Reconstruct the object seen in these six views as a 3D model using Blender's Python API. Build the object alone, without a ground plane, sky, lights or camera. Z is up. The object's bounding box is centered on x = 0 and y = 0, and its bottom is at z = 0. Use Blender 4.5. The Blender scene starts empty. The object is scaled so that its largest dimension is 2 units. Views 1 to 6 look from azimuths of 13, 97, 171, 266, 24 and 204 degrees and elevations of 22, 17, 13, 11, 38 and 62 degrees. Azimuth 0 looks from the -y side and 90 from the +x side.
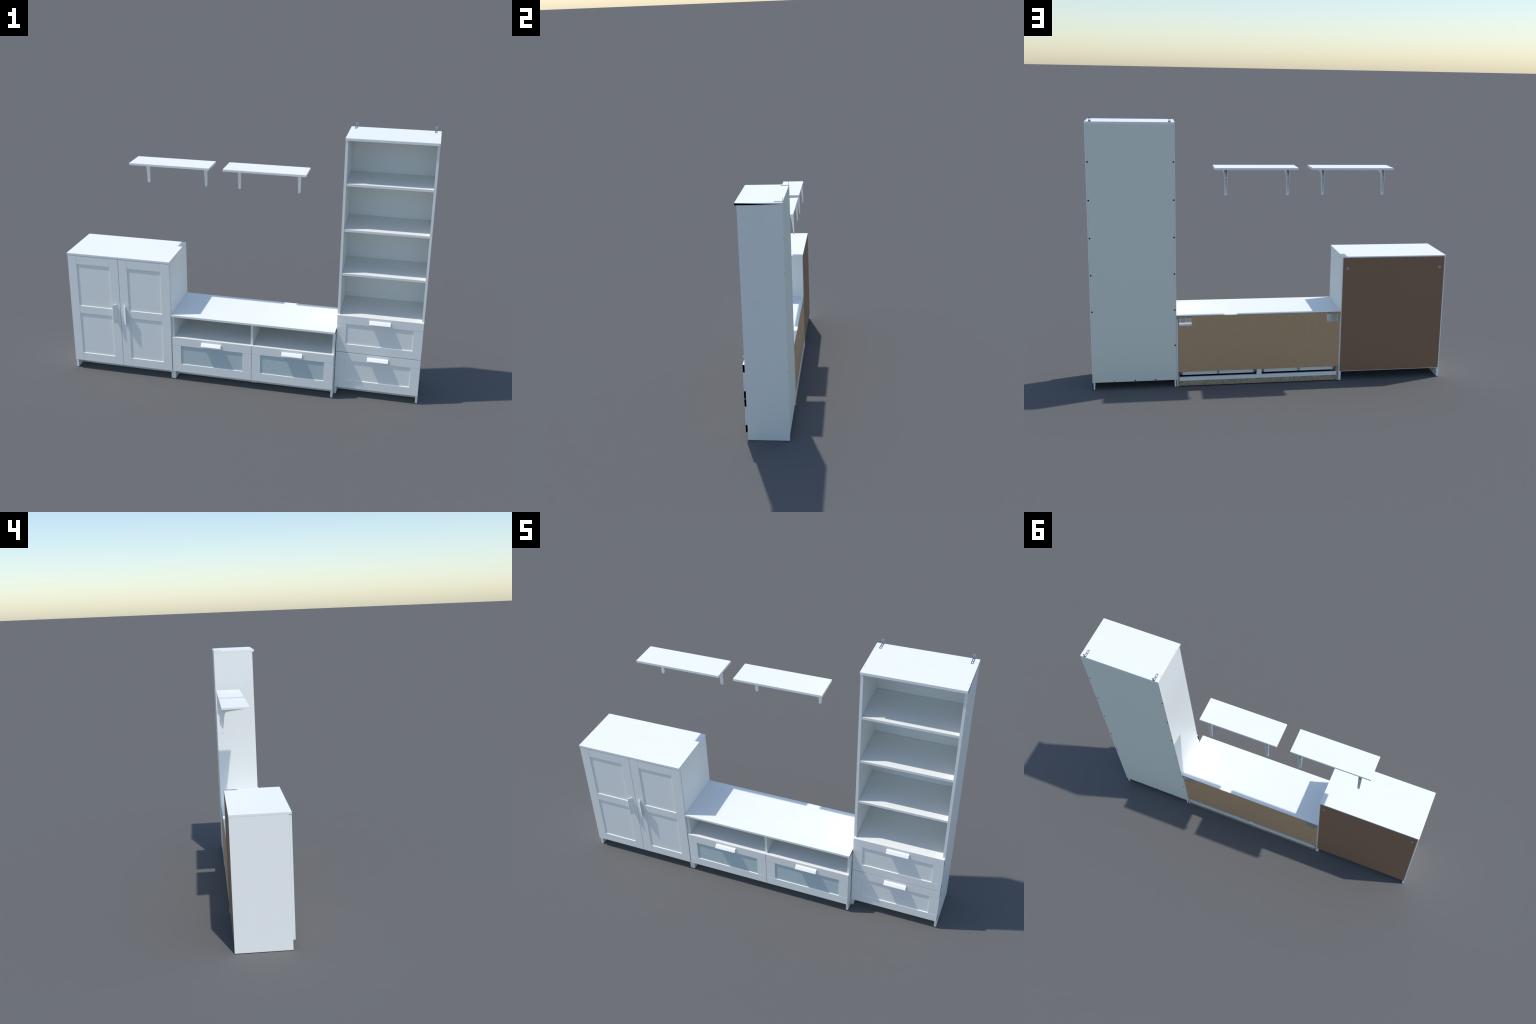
import bpy, bmesh, math
from mathutils import Vector

# ------------------------------------------------------------------ materials
def new_mat(name):
    m = bpy.data.materials.new(name)
    m.use_nodes = True
    nt = m.node_tree
    return m, nt, nt.nodes["Principled BSDF"]


def noise(nt, scale, detail=3.0, rough=0.5, stretch=(1, 1, 1)):
    tc = nt.nodes.new("ShaderNodeTexCoord")
    mp = nt.nodes.new("ShaderNodeMapping")
    mp.inputs["Scale"].default_value = stretch
    n = nt.nodes.new("ShaderNodeTexNoise")
    n.inputs["Scale"].default_value = scale
    n.inputs["Detail"].default_value = detail
    n.inputs["Roughness"].default_value = rough
    nt.links.new(tc.outputs["Object"], mp.inputs["Vector"])
    nt.links.new(mp.outputs["Vector"], n.inputs["Vector"])
    return n


def ramp(nt, src, stops):
    r = nt.nodes.new("ShaderNodeValToRGB")
    els = r.color_ramp.elements
    els[0].position, els[0].color = stops[0][0], (*stops[0][1], 1)
    els[1].position, els[1].color = stops[-1][0], (*stops[-1][1], 1)
    for p, c in stops[1:-1]:
        e = els.new(p)
        e.color = (*c, 1)
    nt.links.new(src, r.inputs["Fac"])
    return r


def grained(name, dark, light, scale, rough, spec=0.5, stretch=(1, 1, 1), lo=0.35, hi=0.65,
            bump=0.0, metallic=0.0, detail=3.0):
    """A surface whose colour wanders between two tones with a noise grain."""
    m, nt, b = new_mat(name)
    n = noise(nt, scale, detail, 0.55, stretch)
    r = ramp(nt, n.outputs["Fac"], [(lo, dark), (hi, light)])
    nt.links.new(r.outputs["Color"], b.inputs["Base Color"])
    b.inputs["Roughness"].default_value = rough
    b.inputs["Specular IOR Level"].default_value = spec
    b.inputs["Metallic"].default_value = metallic
    if bump:
        bp = nt.nodes.new("ShaderNodeBump")
        bp.inputs["Strength"].default_value = bump
        bp.inputs["Distance"].default_value = 0.001
        nt.links.new(n.outputs["Fac"], bp.inputs["Height"])
        nt.links.new(bp.outputs["Normal"], b.inputs["Normal"])
    return m


WHITE = grained("white_foil", (0.952, 0.962, 0.914), (0.960, 0.970, 0.920), 9, 0.45, 0.5)
SHELF_WHITE = grained("shelf_foil", (0.935, 0.940, 0.890), (0.965, 0.970, 0.920), 220, 0.5, 0.5, stretch=(0.06, 1, 1))
BACK_WHITE = grained("thin_board_white", (0.83, 0.855, 0.74), (0.85, 0.875, 0.76), 90, 0.55, 0.3)
PLASTIC = grained("handle_plastic", (0.93, 0.94, 0.92), (0.955, 0.965, 0.945), 200, 0.4, 0.5)
BROWN = grained("brown_hardboard", (0.268, 0.155, 0.091), (0.304, 0.179, 0.107), 320, 0.6, 0.3, detail=5)
TAN = grained("tan_hardboard", (0.565, 0.362, 0.202), (0.60, 0.378, 0.21), 45, 0.6, 0.3, detail=5)
METAL = grained("zinc_steel", (0.30, 0.34, 0.40), (0.40, 0.44, 0.50), 150, 0.4, 0.5, metallic=0.9)
CAP = grained("grey_cap", (0.33, 0.37, 0.40), (0.38, 0.42, 0.45), 150, 0.5)
BLACK = grained("painted_shading_black", (0.0, 0.0, 0.0), (0.002, 0.002, 0.002), 50, 1.0, 0.0)
DARK_SCREW = grained("dark_screw", (0.004, 0.004, 0.004), (0.01, 0.01, 0.01), 80, 0.6, 0.2)
PALE_SCREW = grained("pale_screw", (0.32, 0.32, 0.32), (0.40, 0.40, 0.40), 80, 0.5, 0.4)

# frosted pane: pale blue-green, satin
FROST = grained("frosted_glass", (0.57, 0.68, 0.685), (0.60, 0.70, 0.70), 40, 0.28, 0.5)

# raw chipboard: coarse flakes over fine dust
CHIP, nt, b = new_mat("raw_chipboard")
n1 = noise(nt, 95, 4, 0.6)
vor = nt.nodes.new("ShaderNodeTexVoronoi")
vor.inputs["Scale"].default_value = 170
tc = nt.nodes.new("ShaderNodeTexCoord")
nt.links.new(tc.outputs["Object"], vor.inputs["Vector"])
r1 = ramp(nt, n1.outputs["Fac"], [(0.3, (0.30, 0.22, 0.13)), (0.5, (0.46, 0.36, 0.23)), (0.72, (0.60, 0.50, 0.36))])
r2 = ramp(nt, vor.outputs["Distance"], [(0.0, (1.12, 1.10, 1.06)), (0.6, (0.86, 0.86, 0.85))])
mx = nt.nodes.new("ShaderNodeMix")
mx.data_type = "RGBA"
mx.blend_type = "MULTIPLY"
mx.inputs["Factor"].default_value = 0.8
nt.links.new(r1.outputs["Color"], mx.inputs["A"])
nt.links.new(r2.outputs["Color"], mx.inputs["B"])
nt.links.new(mx.outputs["Result"], b.inputs["Base Color"])
b.inputs["Roughness"].default_value = 0.9
b.inputs["Specular IOR Level"].default_value = 0.1


# ------------------------------------------------------------------ helpers
def place(name, mesh, parent, origin, mats):
    ob = bpy.data.objects.new(name, mesh)
    bpy.context.collection.objects.link(ob)
    for m in mats:
        mesh.materials.append(m)
    adopt(ob, parent, origin)
    return ob


def adopt(ob, parent, origin):
    """Everything is only ever moved, so a world position is enough."""
    o = Vector(origin)
    ob["at"] = list(o)
    if parent is not None:
        ob.parent = parent
        o = o - Vector(parent["at"])
    ob.location = o


def thing(name, origin, label, category):
    e = bpy.data.objects.new(name, None)
    e.empty_display_size = 0.05
    bpy.context.collection.objects.link(e)
    adopt(e, None, origin)
    e["label"] = label
    e["category"] = category
    return e


def finish(bm, name):
    bmesh.ops.recalc_face_normals(bm, faces=bm.faces)
    me = bpy.data.meshes.new(name)
    bm.to_mesh(me)
    bm.free()
    return me


def box(bm, lo, hi, bevel=0.0):
    r = bmesh.ops.create_cube(bm, size=1.0)
    lo, hi = Vector(lo), Vector(hi)
    c, s = (lo + hi) / 2, hi - lo
    for v in r["verts"]:
        v.co = Vector((v.co.x * s.x, v.co.y * s.y, v.co.z * s.z)) + c
    if bevel:
        edges = {e for v in r["verts"] for e in v.link_edges}
        bmesh.ops.bevel(bm, geom=list(edges), offset=bevel, segments=2, affect="EDGES", profile=0.5)


def board(name, parent, lo, hi, mat=WHITE, bevel=0.0006, ends=None):
    """A rectangular board given by two world corners. ends = {(axis, sign): material}
    recolours the faces that look that way (raw cut edges, or black shading painted on)."""
    lo, hi = Vector(lo), Vector(hi)
    c = (lo + hi) / 2
    bm = bmesh.new()
    box(bm, lo - c, hi - c, bevel)
    mats = [mat]
    for (ax, sg), m in (ends or {}).items():
        mats.append(m)
        for f in bm.faces:
            if f.normal[ax] * sg > 0.8:
                f.material_index = len(mats) - 1
    return place(name, finish(bm, name), parent, c, mats)


def disc(name, parent, centre, radius, depth, axis, mat, segs=20, slot=False):
    """A round cap whose visible face looks along axis."""
    bm = bmesh.new()
    bmesh.ops.create_cone(bm, cap_ends=True, segments=segs, radius1=radius * 1.0, radius2=radius * 0.9, depth=depth)
    if slot:
        box(bm, (-radius * 0.75, -radius * 0.12, depth * 0.4), (radius * 0.75, radius * 0.12, depth * 0.75))
    q = Vector((0, 0, 1)).rotation_difference(Vector(axis))
    for v in bm.verts:
        v.co = q @ v.co
    ob = place(name, finish(bm, name), parent, centre, [mat])
    return ob


def prism(bm, outline, spread):
    """Extrude an (y, z) outline across x; spread(y, z) gives the x range there."""
    a = [bm.verts.new((spread(y, z)[0], y, z)) for y, z in outline]
    b = [bm.verts.new((spread(y, z)[1], y, z)) for y, z in outline]
    bm.faces.new(a)
    bm.faces.new(b[::-1])
    n = len(outline)
    for i in range(n):
        j = (i + 1) % n
        bm.faces.new((a[i], b[i], b[j], a[j]))


# ------------------------------------------------------------------ shared shapes
T = 0.0124                     # board thickness
RECESS = 0.0042                # panel lies this deep inside its frame

# moulded grip: a lip that leaves the front level, then folds down and away from it
GRIP_LEN = 0.115
lip = [(0.000, 0.0160), (-0.0045, 0.0157), (-0.0090, 0.0138), (-0.0200, 0.0030), (-0.0205, 0.0010),
       (-0.0190, 0.0000), (-0.0172, 0.0012), (-0.0078, 0.0105), (-0.0040, 0.0122), (0.000, 0.0126)]


def grip_mesh(name, across):
    bm = bmesh.new()
    h = GRIP_LEN / 2
    prism(bm, lip, lambda y, z: (-h, h))
    bmesh.ops.recalc_face_normals(bm, faces=bm.faces)
    if across != "x":                      # upright grip: the fold leans towards -x or +x
        s = -1 if across == "left" else 1
        for v in bm.verts:
            x, y, z = v.co
            v.co = (-s * (z - 0.016), y, x)
    return finish(bm, name)


GRIP = {k: grip_mesh("handle_" + k, k) for k in ("x", "left", "right")}
for g in GRIP.values():
    g.materials.append(PLASTIC)


def grip(parent, kind, at):
    ob = bpy.data.objects.new("handle", GRIP[kind])
    bpy.context.collection.objects.link(ob)
    adopt(ob, parent, at)


def framed_door(parent, x0, x1, z0, z1, y, stile, rail, mids, hinge):
    """Stiles run the full height, rails sit between them."""
    g = 0.0004
    door = board("door", parent, (x0 + 0.004, y + RECESS, z0 + 0.004), (x1 - 0.004, y + T - 0.0008, z1 - 0.004), bevel=0)
    yb = y + T
    for a, c in ((x0, x0 + stile), (x1 - stile, x1)):
        board("stile", door, (a, y, z0), (c, yb, z1))
    for a, c in [(z1 - rail, z1), (z0, z0 + rail)] + mids:
        board("rail", door, (x0 + stile + g, y + 0.0003, a), (x1 - stile - g, yb - 0.0003, c))
    return door


def framed_drawer(parent, x0, x1, z0, z1, y, stile, rail, panel, black_ends, depth_to, box_z):
    """Rails run the full width, stiles sit between them; a box follows behind the front."""
    g = 0.0004
    bm = bmesh.new()
    yb = y + T
    bx0, bx1 = x0 + 0.022, x1 - 0.022
    zz0, zz1 = box_z
    c = Vector(((x0 + x1) / 2, y, (z0 + z1) / 2))
    w = 0.008
    for lo, hi in (((bx0, yb + 0.001, zz0), (bx0 + w, depth_to, zz1)),
                   ((bx1 - w, yb + 0.001, zz0), (bx1, depth_to, zz1)),
                   ((bx0 + w + 0.0003, depth_to - w, zz0), (bx1 - w - 0.0003, depth_to - 0.001, zz1)),
                   ((bx0 + w + 0.0003, yb + 0.001, zz0 + 0.006), (bx1 - w - 0.0003, depth_to - w - 0.0003, zz0 + 0.009))):
        box(bm, Vector(lo) - c, Vector(hi) - c)
    for f in bm.faces:      # the sides show raw cut ends at the back
        if f.normal.y > 0.8 and f.calc_area() < w * (zz1 - zz0) * 1.2:
            f.material_index = 1
    drawer = place("drawer", finish(bm, "drawer"), parent, c, [WHITE, CHIP])
    board("panel", drawer, (x0 + 0.004, y + RECESS, z0 + 0.004), (x1 - 0.004, yb - 0.0008, z1 - 0.004), panel, bevel=0)
    ends = {(0, 1): BLACK, (0, -1): BLACK} if black_ends else None  # rail ends coloured black to reproduce the render's unlit overlapping faces
    for a, d in ((z0, z0 + rail), (z1 - rail, z1)):
        board("rail", drawer, (x0, y, a), (x1, yb, d), ends=ends)
    for a, d in ((x0, x0 + stile), (x1 - stile, x1)):
        board("stile", drawer, (a, y + 0.0003, z0 + rail + g), (d, yb - 0.0003, z1 - rail - g))
    grip(drawer, "x", ((x0 + x1) / 2, y + 0.0002, z1 - 0.0325))
    return drawer


# ------------------------------------------------------------------ plan (metres)
CAB = (-1.0, -0.3956)          # two-door cabinet
BEN = (-0.3952, 0.5347)        # low bench
BOO = (0.5352, 1.0)            # bookcase
BACK = 0.1690

# ------------------------------------------------------------------ cabinet
x0, x1 = CAB
cx = (x0 + x1) / 2
cab = thing("cabinet", (cx, 0.01, 0.0), "white two-door cabinet with framed doors and brown back", "cabinet")
CT = 0.7347
board("top_panel", cab, (x0, -0.1497, CT - T), (x1, BACK + 0.0002, CT))
inset = 0.0008
for a in (x0 + 0.0004, x1 - 0.0001 - T):
    board("side_panel", cab, (a, -0.1362, 0.0), (a + T, 0.1682, CT - T - 0.0003))
board("bottom_panel", cab, (x0 + inset + T + 0.0003, -0.1230, 0.0515), (x1 - inset - T - 0.0003, 0.1675, 0.0515 + T))
board("plinth", cab, (x0 + inset + T + 0.0003, -0.0760, 0.0008), (x1 - inset - T - 0.0003, -0.0760 + T, 0.0510))
board("inner_shelf", cab, (x0 + inset + T + 0.0003, -0.1300, 0.372), (x1 - inset - T - 0.0003, 0.1670, 0.372 + T))
# the brown back: two leaves of one folded sheet with a hairline between them
fold = -0.6970
for a, d in ((x0 + 0.0068, fold - 0.0001), (fold + 0.0001, x1 - 0.0045)):
    board("back_panel", cab, (a, 0.1686, 0.0548), (d, 0.1700, CT - T + 0.0054), BROWN, bevel=0.0002)
for a in (-0.4262, -0.9667):
    disc("back_cap", cab, (a, 0.1697, 0.6656), 0.0088, 0.0012, (0, 1, 0), CAP, slot=True)
gap = (x0 + x1) / 2 + 0.0012
DZ0, DZ1 = 0.0550, 0.7208
mids = [(0.3652, 0.4110)]
left = framed_door(cab, x0 + 0.0028, gap - 0.0011, DZ0, DZ1, -0.1492, 0.0505, 0.0500, mids, 0)
right = framed_door(cab, gap + 0.0011, x1 - 0.0028, DZ0, DZ1, -0.1492, 0.0505, 0.0500, mids, 0)
grip(left, "left", (gap - 0.0225, -0.1490, 0.3870))
grip(right, "right", (gap + 0.0225, -0.1490, 0.3870))

# ------------------------------------------------------------------ bench
x0, x1 = BEN
cx = (x0 + x1) / 2
ben = thing("media_bench", (cx, 0.01, 0.0), "low white bench with two glass-front drawers and open compartments", "tv bench")
BT = 0.4137
rear = 0.1675
board("top_panel", ben, (x0, -0.1497, BT - T), (x1, rear, BT), ends={(1, 1): CHIP, (0, 1): BLACK})  # right end is white board blackened to copy a shading glitch
for a in (x0 + inset, x1 - inset - T):
    board("side_panel", ben, (a, -0.1370, 0.0), (a + T, rear, BT - T - 0.0003), ends={(1, 1): CHIP})
si0, si1 = x0 + inset + T, x1 - inset - T
dv0, dv1 = 0.0640, 0.0758
board("divider", ben, (dv0, -0.1365, 0.0535), (dv1, 0.1600, BT - T - 0.0003))
SZ = 0.2722
board("compartment_shelf", ben, (si0 + 0.0003, -0.1345, SZ - T), (dv0 - 0.0003, 0.1635, SZ), SHELF_WHITE)
board("compartment_shelf", ben, (dv1 + 0.0003, -0.1345, SZ - T), (si1 - 0.0003, 0.1635, SZ), SHELF_WHITE)
# the foil wraps a few millimetres round the outer rear edge of each side
for a, d in ((x0 + inset, -0.3921), (0.5289, x1 - inset)):
    board("edge_strip", ben, (a, rear + 0.0001, 0.0), (d, rear + 0.0013, 0.3925), bevel=0)
# back sheet with a notch cut out of both upper corners for cables
px0, px1, pz0, pz1 = -0.3917, 0.5285, 0.0858, BT - 0.0025
notch_l, notch_r, notch_z = -0.3150, 0.4515, 0.3552
bm = bmesh.new()
outline = [(px0, pz0), (px1, pz0), (px1, notch_z), (notch_r, notch_z), (notch_r, pz1), (notch_l, pz1), (notch_l, notch_z), (px0, notch_z)]
c = Vector(((px0 + px1) / 2, rear, (pz0 + pz1) / 2))
front = [bm.verts.new(Vector((x, rear + 0.0002, z)) - c) for x, z in outline]
back = [bm.verts.new(Vector((x, rear + 0.0015, z)) - c) for x, z in outline]
bm.faces.new(front)
bm.faces.new(back[::-1])
for i in range(8):
    j = (i + 1) % 8
    bm.faces.new((front[i], back[i], back[j], front[j]))
for f in bm.faces:
    f.normal_update()
bmesh.ops.recalc_face_normals(bm, faces=bm.faces)
for f in bm.faces:
    if f.normal.y < -0.8:          # the room side of the sheet is white
        f.material_index = 1
place("back_panel", finish(bm, "back_panel"), ben, c, [TAN, WHITE])
# toe board under the drawers, set well back
board("toe_board", ben, (si0 + 0.0003, -0.0780, 0.0020), (si1 - 0.0003, -0.0780 + T, 0.0520))
board("centre_foot", ben, (0.0555, -0.0785, 0.0), (0.0835, -0.0450, 0.0316))
# rear foot rail: raw chipboard plinth, a white strip on it, a white centre post
board("plinth", ben, (si0 + 0.0003, 0.1555, 0.0022), (si1 - 0.0003, rear - 0.0006, 0.0312), CHIP)
board("rear_rail", ben, (si0 + 0.0005, 0.1535, 0.0316), (si1 - 0.0005, rear - 0.0010, 0.0516))
board("centre_post", ben, (0.0555, 0.1545, 0.0520), (0.0835, rear - 0.0012, 0.0950))
board("centre_foot", ben, (0.0555, 0.1400, 0.0), (0.0835, 0.1550, 0.0316))
for a in (-0.369, 0.506):
    board("rail_peg", ben, (a, rear - 0.0012, 0.0290), (a + 0.004, rear + 0.0008, 0.0345), PALE_SCREW, bevel=0.0003)
for a, d in ((x0 + 0.0028, 0.0690), (0.0712, x1 - 0.0028)):
    dr = framed_drawer(ben, a, d, 0.0555, 0.2745, -0.1492, 0.0500, 0.0505, FROST, False, 0.1470, (0.0590, 0.2300))
    mid = (a + d) / 2
    # runners and the steel tie at the back of the box
    for e in (a + 0.0145, d - 0.0215):
        board("runner", dr, (e, -0.1230, 0.0640), (e + 0.006, 0.1490, 0.0875), METAL, bevel=0.0004)
    board("drawer_tie", dr, (mid - 0.0062, 0.1463, 0.0600), (mid + 0.0062, 0.1484, 0.0785), CAP, bevel=0.0003)
# wall fixings inside the cable notches
for a in (-0.3605, 0.4975):
    bm = bmesh.new()
    box(bm, (-0.0055, -0.002, -0.024), (-0.0030, 0.0, 0.0))
    box(bm, (0.0030, -0.002, -0.024), (0.0055, 0.0, 0.0))
    box(bm, (-0.0055, -0.002, -0.0285), (0.0055, 0.0, -0.0240))
    box(bm, (-0.0055, -0.030, -0.002), (0.0055, 0.0, 0.0))
    place("wall_bracket", finish(bm, "wall_bracket"), ben, (a, 0.1640, BT - T - 0.0004), [CAP])

# ------------------------------------------------------------------ bookcase
x0, x1 = BOO
cx = (x0 + x1) / 2
boo = thing("bookcase", (cx, 0.03, 0.0), "tall white bookcase with four open shelves and two drawers", "bookcase")
KT = 1.4735
# top: black shading error from overlapping faces, painted on the right end below its diagonal
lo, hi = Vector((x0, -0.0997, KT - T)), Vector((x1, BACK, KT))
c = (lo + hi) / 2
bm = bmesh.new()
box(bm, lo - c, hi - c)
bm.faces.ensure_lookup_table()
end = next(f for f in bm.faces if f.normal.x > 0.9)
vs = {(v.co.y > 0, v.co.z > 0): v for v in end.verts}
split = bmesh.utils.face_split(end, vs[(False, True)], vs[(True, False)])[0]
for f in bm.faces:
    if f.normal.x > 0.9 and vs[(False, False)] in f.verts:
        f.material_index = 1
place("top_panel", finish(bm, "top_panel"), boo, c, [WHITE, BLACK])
# sides: a lip on the outer rear edge houses the thin back sheet
for a, d, l0, l1 in ((x0 + 0.0002, 0.5482, x0 + 0.0002, 0.5389), (0.9872, x1 - 0.0002, 0.9950, x1 - 0.0002)):
    c = Vector(((a + d) / 2, 0.04, KT / 2))
    bm = bmesh.new()
    box(bm, Vector((a, -0.0868, 0.0)) - c, Vector((d, 0.1672, KT - T - 0.0003)) - c)
    box(bm, Vector((l0, 0.1672, 0.0)) - c, Vector((l1, BACK, KT - T - 0.0003)) - c)
    box(bm, Vector((a, 0.1672, 0.0)) - c, Vector((d, BACK, 0.0405)) - c)
    place("side_panel", finish(bm, "side_panel"), boo, c, [WHITE])
si0, si1 = 0.5486, 0.9868
for z in (1.2331, 0.9857, 0.7383):
    board("shelf", boo, (si0, -0.0858, z - 0.0130), (si1, 0.1660, z), SHELF_WHITE)
board("fixed_shelf", boo, (si0, -0.0862, 0.4958 - T), (si1, 0.1660, 0.4958), SHELF_WHITE)
board("bottom_panel", boo, (si0, -0.0850, 0.0515), (si1, 0.1660, 0.0515 + T))
board("plinth", boo, (si0, -0.0310, 0.0008), (si1, -0.0310 + T, 0.0512))
board("back_panel", boo, (0.5402, 0.1676, 0.0410), (0.9938, BACK - 0.0002, KT - T + 0.0095), BACK_WHITE, bevel=0.0002, ends={(1, -1): WHITE})
for side, zs in ((0.9904, (1.265, 1.061, 0.857, 0.6532, 0.4487)), (0.5440, (1.265, 1.061, 0.857, 0.6532, 0.4487, 0.2447))):
    for z in zs:
        disc("back_screw", boo, (side, BACK - 0.0004, z), 0.0046, 0.0018, (0, 1, 0), DARK_SCREW)
for x, m in ((0.8794, PALE_SCREW), (0.7667, DARK_SCREW), (0.6538, DARK_SCREW)):
    disc("back_screw", boo, (x, BACK - 0.0004, 0.0463), 0.0042, 0.0016, (0, 1, 0), m)
for x in (0.5413, 0.9930):
    for y in (0.1282, -0.0452):
        disc("top_screw", boo, (x, y, KT + 0.0001), 0.0022, 0.0008, (0, 0, 1), PALE_SCREW, 14)
# punched steel angle brackets that tie the top to a wall
for x in (0.5623, 0.9722):
    bm = bmesh.new()
    w, s, t = 0.0058, 0.0026, 0.0012
    y0, y1 = 0.1207, 0.1688
    top = 0.0231
    for sx in (-1, 1):
        a, d = sorted((sx * w, sx * (w - s)))
        box(bm, (a, y0 - y1, 0.0), (d, -t, t))
        box(bm, (a, -t, 0.0), (d, 0.0, top))
    for a, d in ((y0 - y1, y0 - y1 + 0.0035), (-0.0275, -0.0225), (-0.0070, -t)):
        box(bm, (-w + s, a, 0.0001), (w - s, d, t - 0.0001))
    for a, d in ((t, 0.0078), (0.0165, top)):
        box(bm, (-w + s, -t + 0.0001, a), (w - s, -0.0001, d))
    place("wall_bracket", finish(bm, "wall_bracket"), boo, (x, y1, KT + 0.0003), [METAL])
for a, d in ((0.0520, 0.2728), (0.2762, 0.4968)):
    framed_drawer(boo, x0 + 0.0020, x1 - 0.0008, a, d, -0.0990, 0.0500, 0.0490, WHITE, True, 0.1600, (a + 0.012, d - 0.045))

# ------------------------------------------------------------------ wall shelves
ST, SB = 1.2331, 1.2212        # shelf top and underside
LEG = 1.0842                   # lowest point of the brackets
WALL = 0.1690


def bracket_mesh():
    """Cast shelf bracket, hollow from behind; origin on the wall under the board."""
    h = SB - LEG
    def half(y, z):                                   # narrows towards the foot and the tip
        k = max(0.0, min(1.0, -z / h))
        f = max(0.0, min(1.0, -y / 0.14))
        return (0.0092 - 0.0026 * k) * (1 - 0.20 * f)
    # front line of the casting: up the leg, round the corner, out along the arm
    leg = [(-0.0066, -h + 0.0066), (-0.0100, -h + 0.048), (-0.0150, -0.048), (-0.0180, -0.0310)]
    turn = [(-0.0196, -0.0252), (-0.0232, -0.0206), (-0.0290, -0.0177), (-0.0367, -0.0161)]
    arm = [(-0.0860, -0.0104), (-0.1245, -0.0064), (-0.1380, -0.0040), (-0.1400, -0.0004)]
    line = leg + turn + arm
    bm = bmesh.new()
    t = 0.0022
    outer = line + [(0.0, -0.0004), (0.0, -h + 0.0066)]
    for s in (-1, 1):                                 # side walls
        prism(bm, outer, lambda y, z: tuple(sorted((s * half(y, z), s * (half(y, z) - t)))))
    skin = line[:-1] + [(-0.137, -0.0006)] + [(y + 0.0022, z + 0.0014) for y, z in line[-3::-1]]
    prism(bm, skin, lambda y, z: (-half(y, z) + t * 0.9, half(y, z) - t * 0.9))
    rib = [(-0.0040, -h + 0.012), (-0.0110, -0.040), (-0.0100, -0.004), (-0.0035, -0.004), (-0.0020, -0.040), (-0.0008, -h + 0.012)]
    prism(bm, rib, lambda y, z: (-0.0011, 0.0011))    # centre rib
    # rounded foot
    r = 0.00665
    pts = [(r * math.cos(a), -h + r + r * math.sin(a)) for a in [math.pi + math.pi * i / 12 for i in range(13)]]
    pts += [(half(0, -h + 0.016), -h + 0.0155), (-half(0, -h + 0.016), -h + 0.0155)]
    fr = [bm.verts.new((x, -0.0064, z)) for x, z in pts]
    bk = [bm.verts.new((x, -0.0003, z)) for x, z in pts]
    bm.faces.new(fr)
    bm.faces.new(bk[::-1])
    for i in range(len(pts)):
        j = (i + 1) % len(pts)
        bm.faces.new((fr[i], bk[i], bk[j], fr[j]))
    # screw boss half way up
    q = bmesh.ops.create_cone(bm, cap_ends=True, segments=16, radius1=0.0042, radius2=0.0042, depth=0.010)
    for v in q["verts"]:
        v.co = Vector((v.co.x, v.co.z - 0.0055, v.co.y - 0.0395))
    return finish(bm, "shelf_bracket")


BRACKET = bracket_mesh()
BRACKET.materials.append(PLASTIC)
for a, d, feet in ((-0.6649, -0.2092, (-0.6062, -0.2672)), (-0.1318, 0.3233, (-0.0728, 0.2652))):
    shelf = thing("wall_shelf", ((a + d) / 2, 0.094, SB), "short white wall shelf on two cast brackets", "wall shelf")
    board("shelf_board", shelf, (a, 0.0188, SB), (d, WALL, ST))
    for x in feet:
        ob = bpy.data.objects.new("shelf_bracket", BRACKET)
        bpy.context.collection.objects.link(ob)
        adopt(ob, shelf, (x, WALL - 0.0002, SB))
        for z in (LEG + 0.0065, LEG + 0.0145):
            disc("bracket_screw", ob, (x, WALL - 0.0068, z), 0.0013, 0.0012, (0, -1, 0), PALE_SCREW, 10)

for ob in bpy.data.objects:
    if "at" in ob:
        del ob["at"]
